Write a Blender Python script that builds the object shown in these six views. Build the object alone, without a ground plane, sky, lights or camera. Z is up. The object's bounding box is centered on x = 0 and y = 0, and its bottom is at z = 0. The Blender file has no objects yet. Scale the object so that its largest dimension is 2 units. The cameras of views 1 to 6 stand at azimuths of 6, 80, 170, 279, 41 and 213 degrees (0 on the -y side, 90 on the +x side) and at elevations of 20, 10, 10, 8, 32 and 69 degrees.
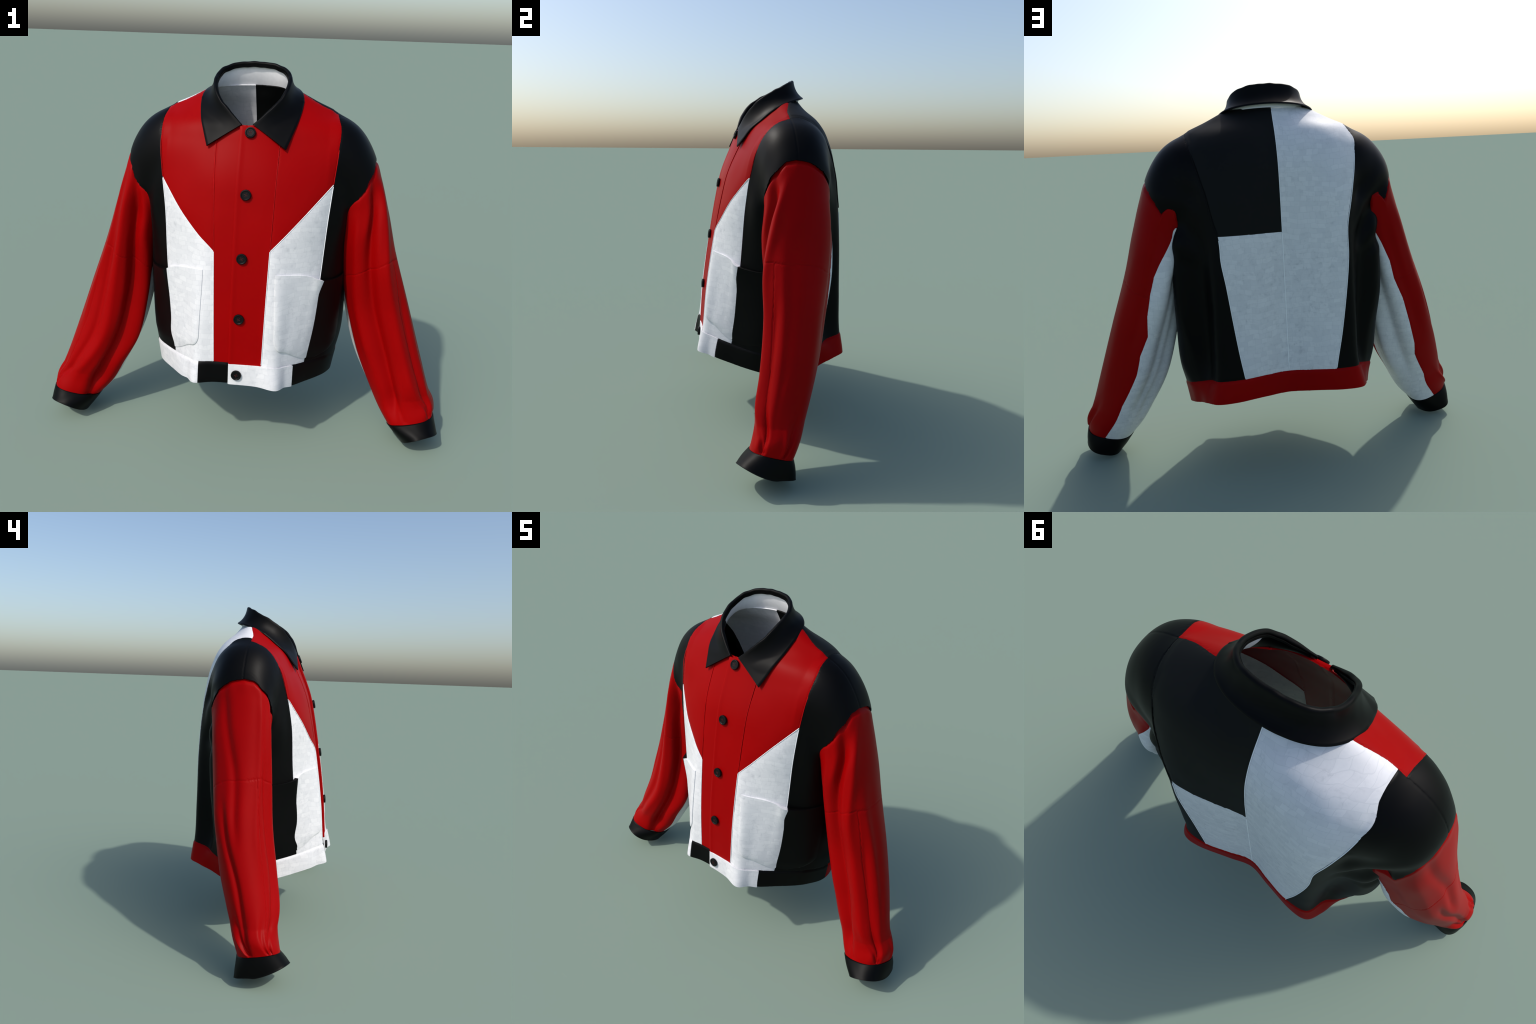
"""A patchwork bomber-style jacket (red / white / black), hollow, standing as if worn.

The body shell is a lofted torso merged with two lofted shoulder caps, then cut
into sewn panels along pattern seams; sleeves, cuffs, collar, placket, pockets and
buttons are separate parts laid on the same lofts."""
import bpy, math
import numpy as np
from mathutils import kdtree, Vector

rng = np.random.default_rng(7)
PI = math.pi

# ------------------------------------------------------------------ small maths
def hermite(xk, yk, x):
    """Smooth non-overshooting-ish cubic through knots (xk ascending); yk may be (n,d)."""
    xk = np.asarray(xk, float); yk = np.asarray(yk, float)
    one = yk.ndim == 1
    if one: yk = yk[:, None]
    h = np.diff(xk)[:, None]; d = np.diff(yk, axis=0) / h
    m = np.zeros_like(yk); m[0] = d[0]; m[-1] = d[-1]
    m[1:-1] = (d[:-1] * h[1:] + d[1:] * h[:-1]) / (h[1:] + h[:-1])
    x = np.clip(np.asarray(x, float), xk[0], xk[-1])
    i = np.clip(np.searchsorted(xk, x, side="right") - 1, 0, len(xk) - 2)
    hh = (xk[i + 1] - xk[i])[..., None]; t = ((x - xk[i]) / (xk[i + 1] - xk[i]))[..., None]
    r = ((2*t**3 - 3*t**2 + 1) * yk[i] + (t**3 - 2*t**2 + t) * hh * m[i]
         + (-2*t**3 + 3*t**2) * yk[i + 1] + (t**3 - t**2) * hh * m[i + 1])
    return r[..., 0] if one else r

def lin(pairs, x):
    p = np.array(sorted(pairs), float)
    return np.interp(x, p[:, 0], p[:, 1])

def smooth(pairs, x):
    p = np.array(sorted(pairs), float)
    return hermite(p[:, 0], p[:, 1], x)

def sstep(a, b, x):
    t = np.clip((x - a) / (b - a), 0, 1)
    return t * t * (3 - 2 * t)

# ------------------------------------------------------------------ torso loft
# half cross-sections, front centre -> side -> back centre, one per height
TORSO = [
 (0.24, [(0,-.350),(.10,-.358),(.185,-.376),(.224,-.328),(.264,-.290),(.318,-.218),(.405,-.09),(.445,.06),(.428,.16),(.395,.232),(.374,.305),(.335,.370),(.25,.374),(.11,.338),(0,.311)]),
 (0.39, [(0,-.352),(.10,-.360),(.188,-.379),(.228,-.328),(.268,-.292),(.322,-.220),(.420,-.09),(.468,.06),(.445,.16),(.405,.232),(.380,.302),(.343,.368),(.26,.374),(.11,.338),(0,.311)]),
 (0.50, [(0,-.345),(.10,-.349),(.180,-.354),(.227,-.312),(.268,-.272),(.322,-.214),(.430,-.09),(.488,.05),(.476,.16),(.416,.225),(.362,.258),(.328,.354),(.22,.364),(.11,.338),(0,.308)]),
 (0.70, [(0,-.330),(.10,-.331),(.172,-.330),(.237,-.279),(.294,-.238),(.350,-.192),(.440,-.078),(.494,.05),(.488,.16),(.438,.224),(.356,.236),(.324,.346),(.22,.356),(.11,.335),(0,.307)]),
 (1.00, [(0,-.288),(.10,-.288),(.165,-.283),(.262,-.240),(.331,-.201),(.375,-.165),(.448,-.085),(.488,.05),(.486,.16),(.452,.232),(.372,.246),(.315,.342),(.22,.350),(.11,.330),(0,.305)]),
 (1.20, [(0,-.253),(.10,-.253),(.180,-.243),(.272,-.220),(.338,-.188),(.385,-.152),(.458,-.095),(.484,.05),(.474,.15),(.442,.225),(.386,.258),(.308,.332),(.22,.340),(.11,.322),(0,.302)]),
 (1.33, [(0,-.224),(.10,-.222),(.190,-.208),(.280,-.182),(.345,-.160),(.393,-.135),(.445,-.075),(.465,.05),(.455,.14),(.428,.21),(.388,.262),(.330,.310),(.24,.330),(.12,.315),(0,.298)]),
 (1.48, [(0,-.164),(.10,-.158),(.190,-.140),(.280,-.122),(.350,-.106),(.406,-.086),(.443,-.01),(.455,.06),(.446,.13),(.425,.18),(.400,.218),(.365,.255),(.27,.292),(.13,.296),(0,.281)]),
 (1.56, [(0,-.130),(.10,-.120),(.190,-.096),(.270,-.076),(.345,-.052),(.403,-.022),(.425,.03),(.430,.07),(.424,.11),(.410,.15),(.390,.180),(.345,.223),(.25,.260),(.12,.268),(0,.256)]),
 (1.605,[(0,-.105),(.08,-.092),(.150,-.066),(.220,-.040),(.295,-.010),(.362,.030),(.388,.050),(.398,.074),(.396,.104),(.382,.134),(.358,.160),(.305,.198),(.22,.232),(.11,.243),(0,.235)]),
 (1.655,[(0,-.060),(.07,-.050),(.120,-.034),(.170,-.012),(.215,.014),(.260,.040),(.282,.062),(.291,.084),(.286,.106),(.272,.124),(.250,.142),(.205,.168),(.15,.190),(.08,.204),(0,.206)]),
 (1.70, [(0,-.015),(.05,-.010),(.085,.000),(.120,.013),(.150,.028),(.178,.045),(.194,.060),(.203,.080),(.201,.096),(.191,.110),(.174,.123),(.148,.142),(.11,.158),(.06,.174),(0,.180)]),
 (1.75, [(0,.020),(.03,.022),(.055,.028),(.080,.035),(.100,.045),(.115,.055),(.120,.062),(.122,.068),(.120,.076),(.116,.085),(.110,.095),(.095,.112),(.07,.125),(.04,.135),(0,.140)]),
]
TZ = np.array([s[0] for s in TORSO])
TP = np.array([s[1] for s in TORSO])                 # (levels, 14, 2)
NU = TP.shape[1] - 1

def ring_spline(P, u):
    """P (14,2) half ring; u in [-NU,NU], negative = left side (mirrored)."""
    n = NU
    full = np.concatenate([np.stack([-P[:0:-1, 0], P[:0:-1, 1]], 1), P])       # u=-n..n
    ext = np.concatenate([full[-4:-1], full, full[1:4]])
    k = np.arange(-n - 3, n + 4)
    return hermite(k, ext, u)

def torso(u, z):
    """Point of the torso surface for arrays u, z."""
    u = np.asarray(u, float); z = np.asarray(z, float)
    u, z = np.broadcast_arrays(u, z)
    S = np.stack([ring_spline(P, u.ravel()) for P in TP])                       # (levels, N, 2)
    zz = np.clip(z.ravel(), TZ[0], TZ[-1])
    i = np.clip(np.searchsorted(TZ, zz, side="right") - 1, 0, len(TZ) - 2)
    h = np.diff(TZ); d = np.diff(S, axis=0) / h[:, None, None]
    m = np.zeros_like(S); m[0] = d[0]; m[-1] = d[-1]
    hp, hn = h[:-1, None, None], h[1:, None, None]
    m[1:-1] = (d[:-1] * hn + d[1:] * hp) / (hp + hn)
    j = np.arange(len(zz)); hh = h[i][:, None]; t = ((zz - TZ[i]) / h[i])[:, None]
    r = ((2*t**3-3*t**2+1)*S[i, j] + (t**3-2*t**2+t)*hh*m[i, j]
         + (-2*t**3+3*t**2)*S[i+1, j] + (t**3-t**2)*hh*m[i+1, j])
    # soft drape: shallow vertical folds on the lower sides and back
    a = np.arctan2(r[:, 0], -r[:, 1])
    low = sstep(1.35, .8, zz)
    side = np.exp(-((np.abs(a) - 1.75) / .55) ** 2)
    amp = .003 * low * side * np.sin(9 * a + 2.2 * zz + .8)
    amp = amp + np.where(u.ravel() < 0, .028, 0.0) * np.exp(-((np.abs(a) - 1.95) / .25) ** 2) * sstep(.55, .85, zz) * sstep(1.36, 1.2, zz)
    amp = amp + np.where(u.ravel() > 0, .026, 0.0) * np.exp(-((np.abs(a) - 2.05) / .14) ** 2) * sstep(.55, .8, zz) * sstep(1.30, 1.1, zz)
    rad = np.linalg.norm(r, axis=1, keepdims=True)
    r = r * (1 + amp[:, None] / rad)
    return np.concatenate([r, z.reshape(-1, 1)], 1).reshape(u.shape + (3,))

def torso_normal(u, z):
    e = .05; f = .004
    du = torso(u + e, z) - torso(u - e, z); dz = torso(u, z + f) - torso(u, z - f)
    n = np.cross(du, dz)
    return n / np.maximum(np.linalg.norm(n, axis=-1, keepdims=True), 1e-9)

# ------------------------------------------------------------------ sleeve loft
# outer (x,z), inner (x,z), front y, back y, skews: y with outward, x with front, z with front
SLEEVE = {1: [
  ((0.300,1.585),(0.250,1.100),-0.100,0.250,0.000,0.000,0.000),
  ((0.400,1.600),(0.330,1.120),-0.118,0.270,0.000,0.000,0.000),
  ((0.500,1.541),(0.385,1.100),-0.100,0.246,0.000,0.000,0.000),
  ((0.566,1.450),(0.425,1.070),-0.085,0.234,0.000,0.000,0.000),
  ((0.612,1.335),(0.426,1.030),-0.085,0.231,-0.004,0.006,0.000),
  ((0.664,1.170),(0.440,0.950),-0.101,0.239,-0.013,0.006,0.000),
  ((0.727,0.955),(0.464,0.810),-0.116,0.231,-0.020,0.014,0.000),
  ((0.798,0.740),(0.499,0.640),-0.116,0.189,-0.011,0.017,0.000),
  ((0.869,0.520),(0.560,0.440),-0.140,0.141,-0.009,0.020,0.000),
  ((0.929,0.335),(0.635,0.290),-0.174,0.082,-0.011,0.012,0.000),
  ((0.963,0.230),(0.699,0.180),-0.182,0.030,-0.008,-0.004,0.008),
  ((0.976,0.166),(0.761,0.100),-0.203,-0.016,-0.006,-0.024,0.018)],
 -1: [
  ((0.300,1.585),(0.250,1.100),-0.100,0.250,0.000,0.000,0.000),
  ((0.400,1.600),(0.330,1.120),-0.118,0.270,0.000,0.000,0.000),
  ((0.500,1.541),(0.385,1.100),-0.100,0.246,0.000,0.000,0.000),
  ((0.566,1.450),(0.425,1.070),-0.085,0.234,0.000,0.000,0.000),
  ((0.601,1.335),(0.442,1.030),-0.091,0.225,-0.001,0.005,0.000),
  ((0.654,1.170),(0.461,0.950),-0.097,0.214,0.006,0.010,0.000),
  ((0.722,0.955),(0.481,0.810),-0.105,0.198,0.006,0.012,0.000),
  ((0.801,0.740),(0.504,0.640),-0.119,0.167,0.015,0.010,0.000),
  ((0.872,0.520),(0.550,0.440),-0.154,0.121,0.011,0.008,0.000),
  ((0.930,0.335),(0.621,0.290),-0.188,0.067,0.004,0.015,0.000),
  ((0.967,0.230),(0.686,0.180),-0.194,0.025,-0.005,0.012,0.008),
  ((0.982,0.166),(0.762,0.100),-0.213,-0.011,-0.026,-0.011,0.018)]}
SLT = {k: np.array([[*r[0], *r[1], *r[2:]] for r in v]) for k, v in SLEEVE.items()}
SKT = {k: np.concatenate([[0], np.cumsum(np.linalg.norm(np.diff((v[:, :2] + v[:, 2:4]) / 2, axis=0), axis=1))]) for k, v in SLT.items()}

def sleeve(phi, s, side, folds=True):
    """phi: 0 outer, 90deg front, 180 inner, -90 back.  s: length along the arm."""
    phi, s = np.broadcast_arrays(np.asarray(phi, float), np.asarray(s, float))
    S_END = SKT[side][-1]
    q = hermite(SKT[side], SLT[side], s)
    cx, cz = (q[..., 0] + q[..., 2]) / 2, (q[..., 1] + q[..., 3]) / 2
    ax, az = (q[..., 0] - q[..., 2]) / 2, (q[..., 1] - q[..., 3]) / 2
    cy, b = (q[..., 4] + q[..., 5]) / 2, (q[..., 5] - q[..., 4]) / 2
    p = 2 / (2.25 - .25 * sstep(.35, .6, s) + .5 * sstep(S_END - .12, S_END, s))
    c = np.sign(np.cos(phi)) * np.abs(np.cos(phi)) ** p
    d = np.sign(np.sin(phi)) * np.abs(np.sin(phi)) ** p
    k = 1.0
    if folds:
        f = np.zeros_like(s)
        for path, width, amp in FOLDS[side]:
            pk = np.array(path)
            c0 = smooth(path, s.ravel()).reshape(s.shape)
            dd = (phi - c0 + PI) % (2 * PI) - PI
            s0, s1 = pk[0, 0], pk[-1, 0]
            f = f + amp * np.exp(-(dd / width) ** 2) * sstep(s0 - .03, s0 + .14, s) * sstep(s1 + .12, s1 - .10, s)
        # puckers fanning up from the cuff pleat
        up = S_END - s
        for (p0, spread, amp) in PUCKERS[side]:
            dd = (phi - p0 - spread * up / .2 + PI) % (2 * PI) - PI
            f = f + amp * np.exp(-(dd / (.06 + .5 * up)) ** 2) * sstep(.0, .02, up) * sstep(.26, .06, up)
        f = f + .008 * np.sin(PI * np.clip(up / .14, 0, 1)) * np.cos((phi - .3) / 2) ** 2
        k = 1 + f / np.maximum(b, .05)
    x = cx + ax * c * k + q[..., 7] * d
    z = cz + az * c * k + q[..., 8] * d
    y = cy - b * d * k + q[..., 6] * c
    return np.stack([side * x, y, z], -1)

# fold crest lines: (length, angle) path, angular width, height (negative = valley)
FOLDS = {
  1: [([(.28,.85),(.39,1.0),(.48,1.30),(.60,1.58),(.75,1.76),(1.10,1.82),(1.36,1.95)],.24,-.042),
      ([(.30,1.60),(.47,1.92),(.65,2.20),(1.1,2.25)],.17,.010),
      ([(.32,.35),(.48,.68),(.66,1.05),(.87,1.18),(1.11,1.22),(1.27,1.15),(1.36,.9)],.17,.012),
      ([(.75,.72),(.95,.80),(1.16,.82),(1.36,.62)],.13,-.009),
      ([(.6,.40),(.90,.44),(1.25,.48)],.14,.006),
      ([(.50,.05),(.8,.25),(1.2,.45)],.22,-.006),
      ([(.45,-.75),(.8,-.6),(1.2,-.7)],.25,.006),
      ([(.30,-1.5),(.6,-1.3),(.95,-1.15)],.18,-.008),
      ([(.40,-2.0),(.7,-1.72),(1.15,-1.60)],.22,.005),
      ([(.40,-2.40),(.8,-2.15),(1.25,-2.0)],.22,-.030),
      ([(.45,-2.70),(.9,-2.5),(1.3,-2.4)],.28,-.030),
      ([(.60,3.1),(.95,3.0),(1.3,3.1)],.2,-.009)],
 -1: [([(.27,1.38),(.35,1.60),(.50,1.86),(.74,2.20),(1.10,2.28),(1.40,2.20)],.27,-.046),
      ([(.30,1.05),(.44,1.20),(.61,1.38),(.85,1.56),(1.12,1.62),(1.30,1.40)],.17,.012),
      ([(.55,1.02),(.70,1.12),(.90,1.25),(1.10,1.28),(1.3,1.0)],.13,-.011),
      ([(.45,2.45),(.75,2.75),(1.16,2.85)],.2,.010),
      ([(.27,-.52),(.38,-.45),(.52,-.26),(.65,-.06),(.90,.0)],.16,-.012),
      ([(.28,.60),(.49,.78),(.70,.80),(1.0,.72)],.13,.008),
      ([(.75,-.46),(.93,-.38),(1.13,-.18),(1.36,-.28)],.12,-.011),
      ([(.35,-.95),(.6,-.75),(.9,-.8)],.2,.007),
      ([(.35,-1.6),(.7,-1.35),(1.0,-1.2)],.2,-.009),
      ([(.42,-2.05),(.75,-1.78),(1.1,-1.6)],.2,.006),
      ([(.42,-2.45),(.8,-2.15),(1.2,-1.95)],.17,-.018),
      ([(.5,-2.85),(.9,-2.55),(1.25,-2.4)],.2,.016),
      ([(.6,3.05),(1.0,3.15),(1.3,3.2)],.2,-.010)],
}
PUCKERS = {1: [(.42,.35,-.011),(.50,.75,-.009),(.46,.12,.006),(-.30,-.25,-.010),(-.22,.10,.006),(1.6,.3,-.004)],
          -1: [(.30,.30,-.010),(.42,.80,-.009),(.36,.1,.006),(-.42,-.10,-.012),(-.35,.30,-.008),(-.5,-.5,.006)]}

# seam where the black shoulder cap ends: height as a function of phi (degrees)
CAP = [(-180,1.10),(-140,1.13),(-118,1.17),(-104,1.225),(-94,1.275),(-88,1.283),(-80,1.258),(-63,1.308),(-44,1.352),(-15,1.396),(6,1.410),
       (24,1.400),(42,1.360),(56,1.336),(72,1.288),(98,1.222),(125,1.16),(180,1.10)]

# ------------------------------------------------------------------ materials
def base_mat(name, rough, spec=.5, metal=0.0, sheen=0.0):
    m = bpy.data.materials.new(name); m.use_nodes = True
    nt = m.node_tree; b = nt.nodes["Principled BSDF"]
    b.inputs["Roughness"].default_value = rough
    b.inputs["Specular IOR Level"].default_value = spec
    b.inputs["Metallic"].default_value = metal
    b.inputs["Sheen Weight"].default_value = sheen
    b.inputs["Sheen Roughness"].default_value = .3
    return m, nt, b

def node(nt, t, **kw):
    n = nt.nodes.new(t)
    for k, v in kw.items():
        if k in n.inputs: n.inputs[k].default_value = v
        else: setattr(n, k, v)
    return n

def ramp(nt, fac, stops):
    r = nt.nodes.new("ShaderNodeValToRGB")
    els = r.color_ramp.elements
    while len(els) < len(stops): els.new(.5)
    for e, (p, c) in zip(els, stops): e.position = p; e.color = (*c, 1)
    nt.links.new(fac, r.inputs[0]); return r.outputs[0]

def weave_bump(nt, b, coord, scale, strength, dist):
    w = node(nt, "ShaderNodeTexNoise", Scale=scale, Detail=3.0)
    nt.links.new(coord, w.inputs["Vector"])
    bp = node(nt, "ShaderNodeBump", Strength=strength, Distance=dist)
    nt.links.new(w.outputs["Fac"], bp.inputs["Height"])
    nt.links.new(bp.outputs[0], b.inputs["Normal"])

def make_red():
    m, nt, b = base_mat("red_satin", .42, .05, 0.0, .012)
    co = node(nt, "ShaderNodeTexCoord").outputs["Object"]
    n = node(nt, "ShaderNodeTexNoise", Scale=3.0, Detail=3.0); nt.links.new(co, n.inputs["Vector"])
    nt.links.new(ramp(nt, n.outputs["Fac"], [(.3, (.27,.0005,.0009)), (.7, (.30,.0006,.0011))]), b.inputs["Base Color"])
    weave_bump(nt, b, co, 400, .05, .001)
    return m

def make_black():
    m, nt, b = base_mat("black_leather", .46, .10, 0.0, .012)
    co = node(nt, "ShaderNodeTexCoord").outputs["Object"]
    n = node(nt, "ShaderNodeTexNoise", Scale=4.0, Detail=3.0); nt.links.new(co, n.inputs["Vector"])
    nt.links.new(ramp(nt, n.outputs["Fac"], [(.3, (.0008,.0009,.001)), (.7, (.0013,.0013,.0014))]), b.inputs["Base Color"])
    weave_bump(nt, b, co, 300, .04, .001)
    return m

def make_white(name, axis):
    m, nt, b = base_mat(name, .5, .3)
    co = node(nt, "ShaderNodeTexCoord").outputs["Object"]
    mp = node(nt, "ShaderNodeMapping"); mp.inputs["Rotation"].default_value = axis
    nt.links.new(co, mp.inputs["Vector"])
    wob = node(nt, "ShaderNodeTexNoise", Scale=9.0, Detail=2.0); nt.links.new(co, wob.inputs["Vector"])
    ad = node(nt, "ShaderNodeMix", data_type="VECTOR"); ad.inputs["Factor"].default_value = .05
    nt.links.new(mp.outputs[0], ad.inputs[4]); nt.links.new(wob.outputs["Color"], ad.inputs[5])
    br = node(nt, "ShaderNodeTexBrick", Scale=1.0, offset=.37, squash=1.4, squash_frequency=3)
    br.inputs["Brick Width"].default_value = .030; br.inputs["Row Height"].default_value = .022
    br.inputs["Mortar Size"].default_value = .0014; br.inputs["Mortar Smooth"].default_value = 1.0
    br.inputs["Color1"].default_value = (1,1,1,1); br.inputs["Color2"].default_value = (.90,.905,.915,1)
    br.inputs["Mortar"].default_value = (.86,.87,.88,1)
    nt.links.new(ad.outputs[1], br.inputs["Vector"])
    n1 = node(nt, "ShaderNodeTexNoise", Scale=48.0, Detail=5.0, Roughness=.6); nt.links.new(ad.outputs[1], n1.inputs["Vector"])
    st = ramp(nt, n1.outputs["Fac"], [(.30, (.80,.81,.82)), (.44, (.95,.95,.955)), (.62, (1,1,1))])
    n3 = node(nt, "ShaderNodeTexNoise", Scale=5.0, Detail=2.0); nt.links.new(co, n3.inputs["Vector"])
    fade = node(nt, "ShaderNodeMapRange"); nt.links.new(n3.outputs["Fac"], fade.inputs[0])
    fade.inputs[1].default_value = .35; fade.inputs[2].default_value = .65; fade.inputs[3].default_value = .35; fade.inputs[4].default_value = 1
    mx = node(nt, "ShaderNodeMix", data_type="RGBA", blend_type="MULTIPLY")
    nt.links.new(fade.outputs[0], mx.inputs["Factor"])
    nt.links.new(br.outputs["Color"], mx.inputs[6]); nt.links.new(st, mx.inputs[7])
    m2 = node(nt, "ShaderNodeMix", data_type="RGBA", blend_type="MULTIPLY"); m2.inputs["Factor"].default_value = 1
    m2.inputs[6].default_value = (.77,.77,.78,1); nt.links.new(mx.outputs[2], m2.inputs[7])
    nt.links.new(m2.outputs[2], b.inputs["Base Color"])
    weave_bump(nt, b, co, 220, .12, .001)
    return m

def make_plain(name, col, rough, spec=.4, metal=0.0):
    m, nt, b = base_mat(name, rough, spec, metal)
    co = node(nt, "ShaderNodeTexCoord").outputs["Object"]
    n = node(nt, "ShaderNodeTexNoise", Scale=60.0, Detail=3.0); nt.links.new(co, n.inputs["Vector"])
    c = np.array(col)
    nt.links.new(ramp(nt, n.outputs["Fac"], [(.3, tuple(c * .94)), (.7, tuple(c))]), b.inputs["Base Color"])
    return m

RED, BLACK = make_red(), make_black()
YOKE_BLACK = make_plain("black_twill", (.0042,.0046,.0046), .6, .15)
WHITE = make_white("white_textured_cloth", (PI / 2, 0, 0))
LINING = make_plain("white_collar_lining", (.90,.90,.91), .45, .4)
BUTTON = make_plain("black_button", (.003,.003,.0033), .45, .15)
GLINT_WHITE = make_plain("white_painted_seam_glint", (.92,.93,.94), .6, .3)  # paler than the cloth: sky highlight on seam edges put into base colour
GLINT_RED = make_plain("red_painted_seam_glint", (.42,.003,.004), .5, .1)
THREAD = make_plain("red_thread", (.05,.004,.004), .8)
MAT = {"red": RED, "black": BLACK, "white": WHITE, "twill": YOKE_BLACK}

# ------------------------------------------------------------------ mesh helpers
root = bpy.data.objects.new("patchwork_jacket", None)
bpy.context.scene.collection.objects.link(root)
root["label"] = "red, white and black colour-block button-up jacket, standing hollow"
root["category"] = "jacket"

def add_object(name, V, F, mat, parent=root, normals=None, smooth_angle=None):
    me = bpy.data.meshes.new(name)
    me.from_pydata(np.asarray(V, float).tolist(), [], [list(map(int, f)) for f in F])
    me.materials.append(mat)
    me.polygons.foreach_set("use_smooth", np.ones(len(me.polygons), bool))
    if normals is not None:
        me.normals_split_custom_set_from_vertices(np.asarray(normals).tolist())
    elif smooth_angle:
        me.set_sharp_from_angle(angle=smooth_angle)
    ob = bpy.data.objects.new(name, me)
    bpy.context.scene.collection.objects.link(ob)
    ob.parent = parent
    return ob

def vertex_normals(V, F):
    n = np.cross(V[F[:, 1]] - V[F[:, 0]], V[F[:, 2]] - V[F[:, 0]])
    N = np.zeros_like(V)
    for k in range(3): np.add.at(N, F[:, k], n)
    return N / np.maximum(np.linalg.norm(N, axis=1, keepdims=True), 1e-12)

def split(V, F, f, *attrs):
    """Cut triangles along f == 0; returns V, F, f and vertex attributes, refined."""
    f = f.copy()
    E = np.sort(np.concatenate([F[:, [0,1]], F[:, [1,2]], F[:, [2,0]]]), axis=1)
    E = np.unique(E, axis=0)
    fa, fb = f[E[:, 0]], f[E[:, 1]]
    # snap nearly-on vertices
    c = fa * fb < 0
    t = np.where(c, fa / np.where(c, fa - fb, 1), .5)
    f[E[c & (t < .12), 0]] = 0; f[E[c & (t > .88), 1]] = 0
    fa, fb = f[E[:, 0]], f[E[:, 1]]
    c = fa * fb < 0
    C = E[c]; t = (fa[c] / (fa[c] - fb[c]))[:, None]
    nV = len(V)
    key = C[:, 0].astype(np.int64) * (nV + 1) + C[:, 1]
    newV = V[C[:, 0]] * (1 - t) + V[C[:, 1]] * t
    newA = [a[C[:, 0]] * (1 - (t if a.ndim > 1 else t[:, 0])) + a[C[:, 1]] * (t if a.ndim > 1 else t[:, 0]) for a in attrs]
    order = np.argsort(key); ks = key[order]
    def mid(i, j):
        a, b = np.minimum(i, j), np.maximum(i, j)
        k = a.astype(np.int64) * (nV + 1) + b
        return nV + order[np.searchsorted(ks, k)]
    sg = np.sign(f)[F]
    cross = np.stack([sg[:, 0] * sg[:, 1] < 0, sg[:, 1] * sg[:, 2] < 0, sg[:, 2] * sg[:, 0] < 0], 1)
    n = cross.sum(1)
    out = [F[n == 0]]
    for k in range(3):                       # one edge crossed (opposite vertex is on the line)
        m = (n == 1) & cross[:, k]
        a, b, o = F[m, k], F[m, (k+1) % 3], F[m, (k+2) % 3]
        if len(a):
            p = mid(a, b); out += [np.stack([a, p, o], 1), np.stack([p, b, o], 1)]
        m = (n == 2) & ~cross[:, k]          # edge k uncrossed, apex o on the other side
        a, b, o = F[m, k], F[m, (k+1) % 3], F[m, (k+2) % 3]
        if len(a):
            p, q = mid(b, o), mid(o, a)
            out += [np.stack([q, p, o], 1), np.stack([a, b, p], 1), np.stack([a, p, q], 1)]
    return (np.concatenate([V, newV]), np.concatenate(out), np.concatenate([f, np.zeros(len(C))]),
            *[np.concatenate([a, b]) for a, b in zip(attrs, newA)])

def compact(V, F, *attrs):
    u, inv = np.unique(F, return_inverse=True)
    return (V[u], inv.reshape(F.shape), *[a[u] for a in attrs])

def grid_faces(nr, nc, closed):
    r, c = np.meshgrid(np.arange(nr - 1), np.arange(nc if closed else nc - 1), indexing="ij")
    a = r * nc + c; b = r * nc + (c + 1) % nc
    d = (r + 1) * nc + c; e = (r + 1) * nc + (c + 1) % nc
    q = np.stack([a, b, e, d], -1).reshape(-1, 4)
    return q

def tris(Q): return np.concatenate([Q[:, [0,1,2]], Q[:, [0,2,3]]])

def shell_panels(V, F, label, specs, thick, seam_depth, parents=None, inner_mats=None):
    """Turn labelled faces into sewn panel objects: groove on seams, inner wall, rims."""
    E = np.concatenate([F[:, [0,1]], F[:, [1,2]], F[:, [2,0]]]); fi = np.tile(np.arange(len(F)), 3)
    key = np.sort(E, axis=1); k = key[:, 0].astype(np.int64) * len(V) + key[:, 1]
    o = np.argsort(k, kind="stable"); ks = k[o]
    same = ks[1:] == ks[:-1]
    i0, i1 = o[:-1][same], o[1:][same]
    sm = label[fi[i0]] != label[fi[i1]]
    seam = np.unique(key[i0[sm]])
    cnt = np.ones(len(ks), bool); cnt[1:][same] = False; cnt[:-1][same] = False
    border = o[cnt]                                   # directed open edges
    N = vertex_normals(V, F)
    V = V.copy()
    V[seam] -= N[seam] * seam_depth
    N = vertex_normals(V, F)
    Vin = V - N * thick
    objs = {}
    for lab, (name, mat) in specs.items():
        m = label == lab
        if not m.any(): continue
        fo = F[m]; fin = F[m][:, ::-1] + len(V)
        be = border[m[fi[border]]]
        a, b = E[be, 0], E[be, 1]
        rim = np.concatenate([np.stack([b, a, a + len(V)], 1), np.stack([b, a + len(V), b + len(V)], 1)])
        VV = np.concatenate([V, Vin]); NN = np.concatenate([N, -N])
        # rims need their own vertices for a crisp edge
        nb = len(VV)
        ra = np.unique(rim); mp = np.full(nb, -1); mp[ra] = nb + np.arange(len(ra))
        rn = vertex_normals(VV, rim)[ra]
        VV = np.concatenate([VV, VV[ra]]); NN = np.concatenate([NN, rn])
        FF = np.concatenate([fo, fin, mp[rim]])
        v, f, nn = compact(VV, FF, NN)
        objs[lab] = add_object(name, v, f, MAT[mat], (parents or {}).get(lab, root), nn)
    return objs

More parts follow.
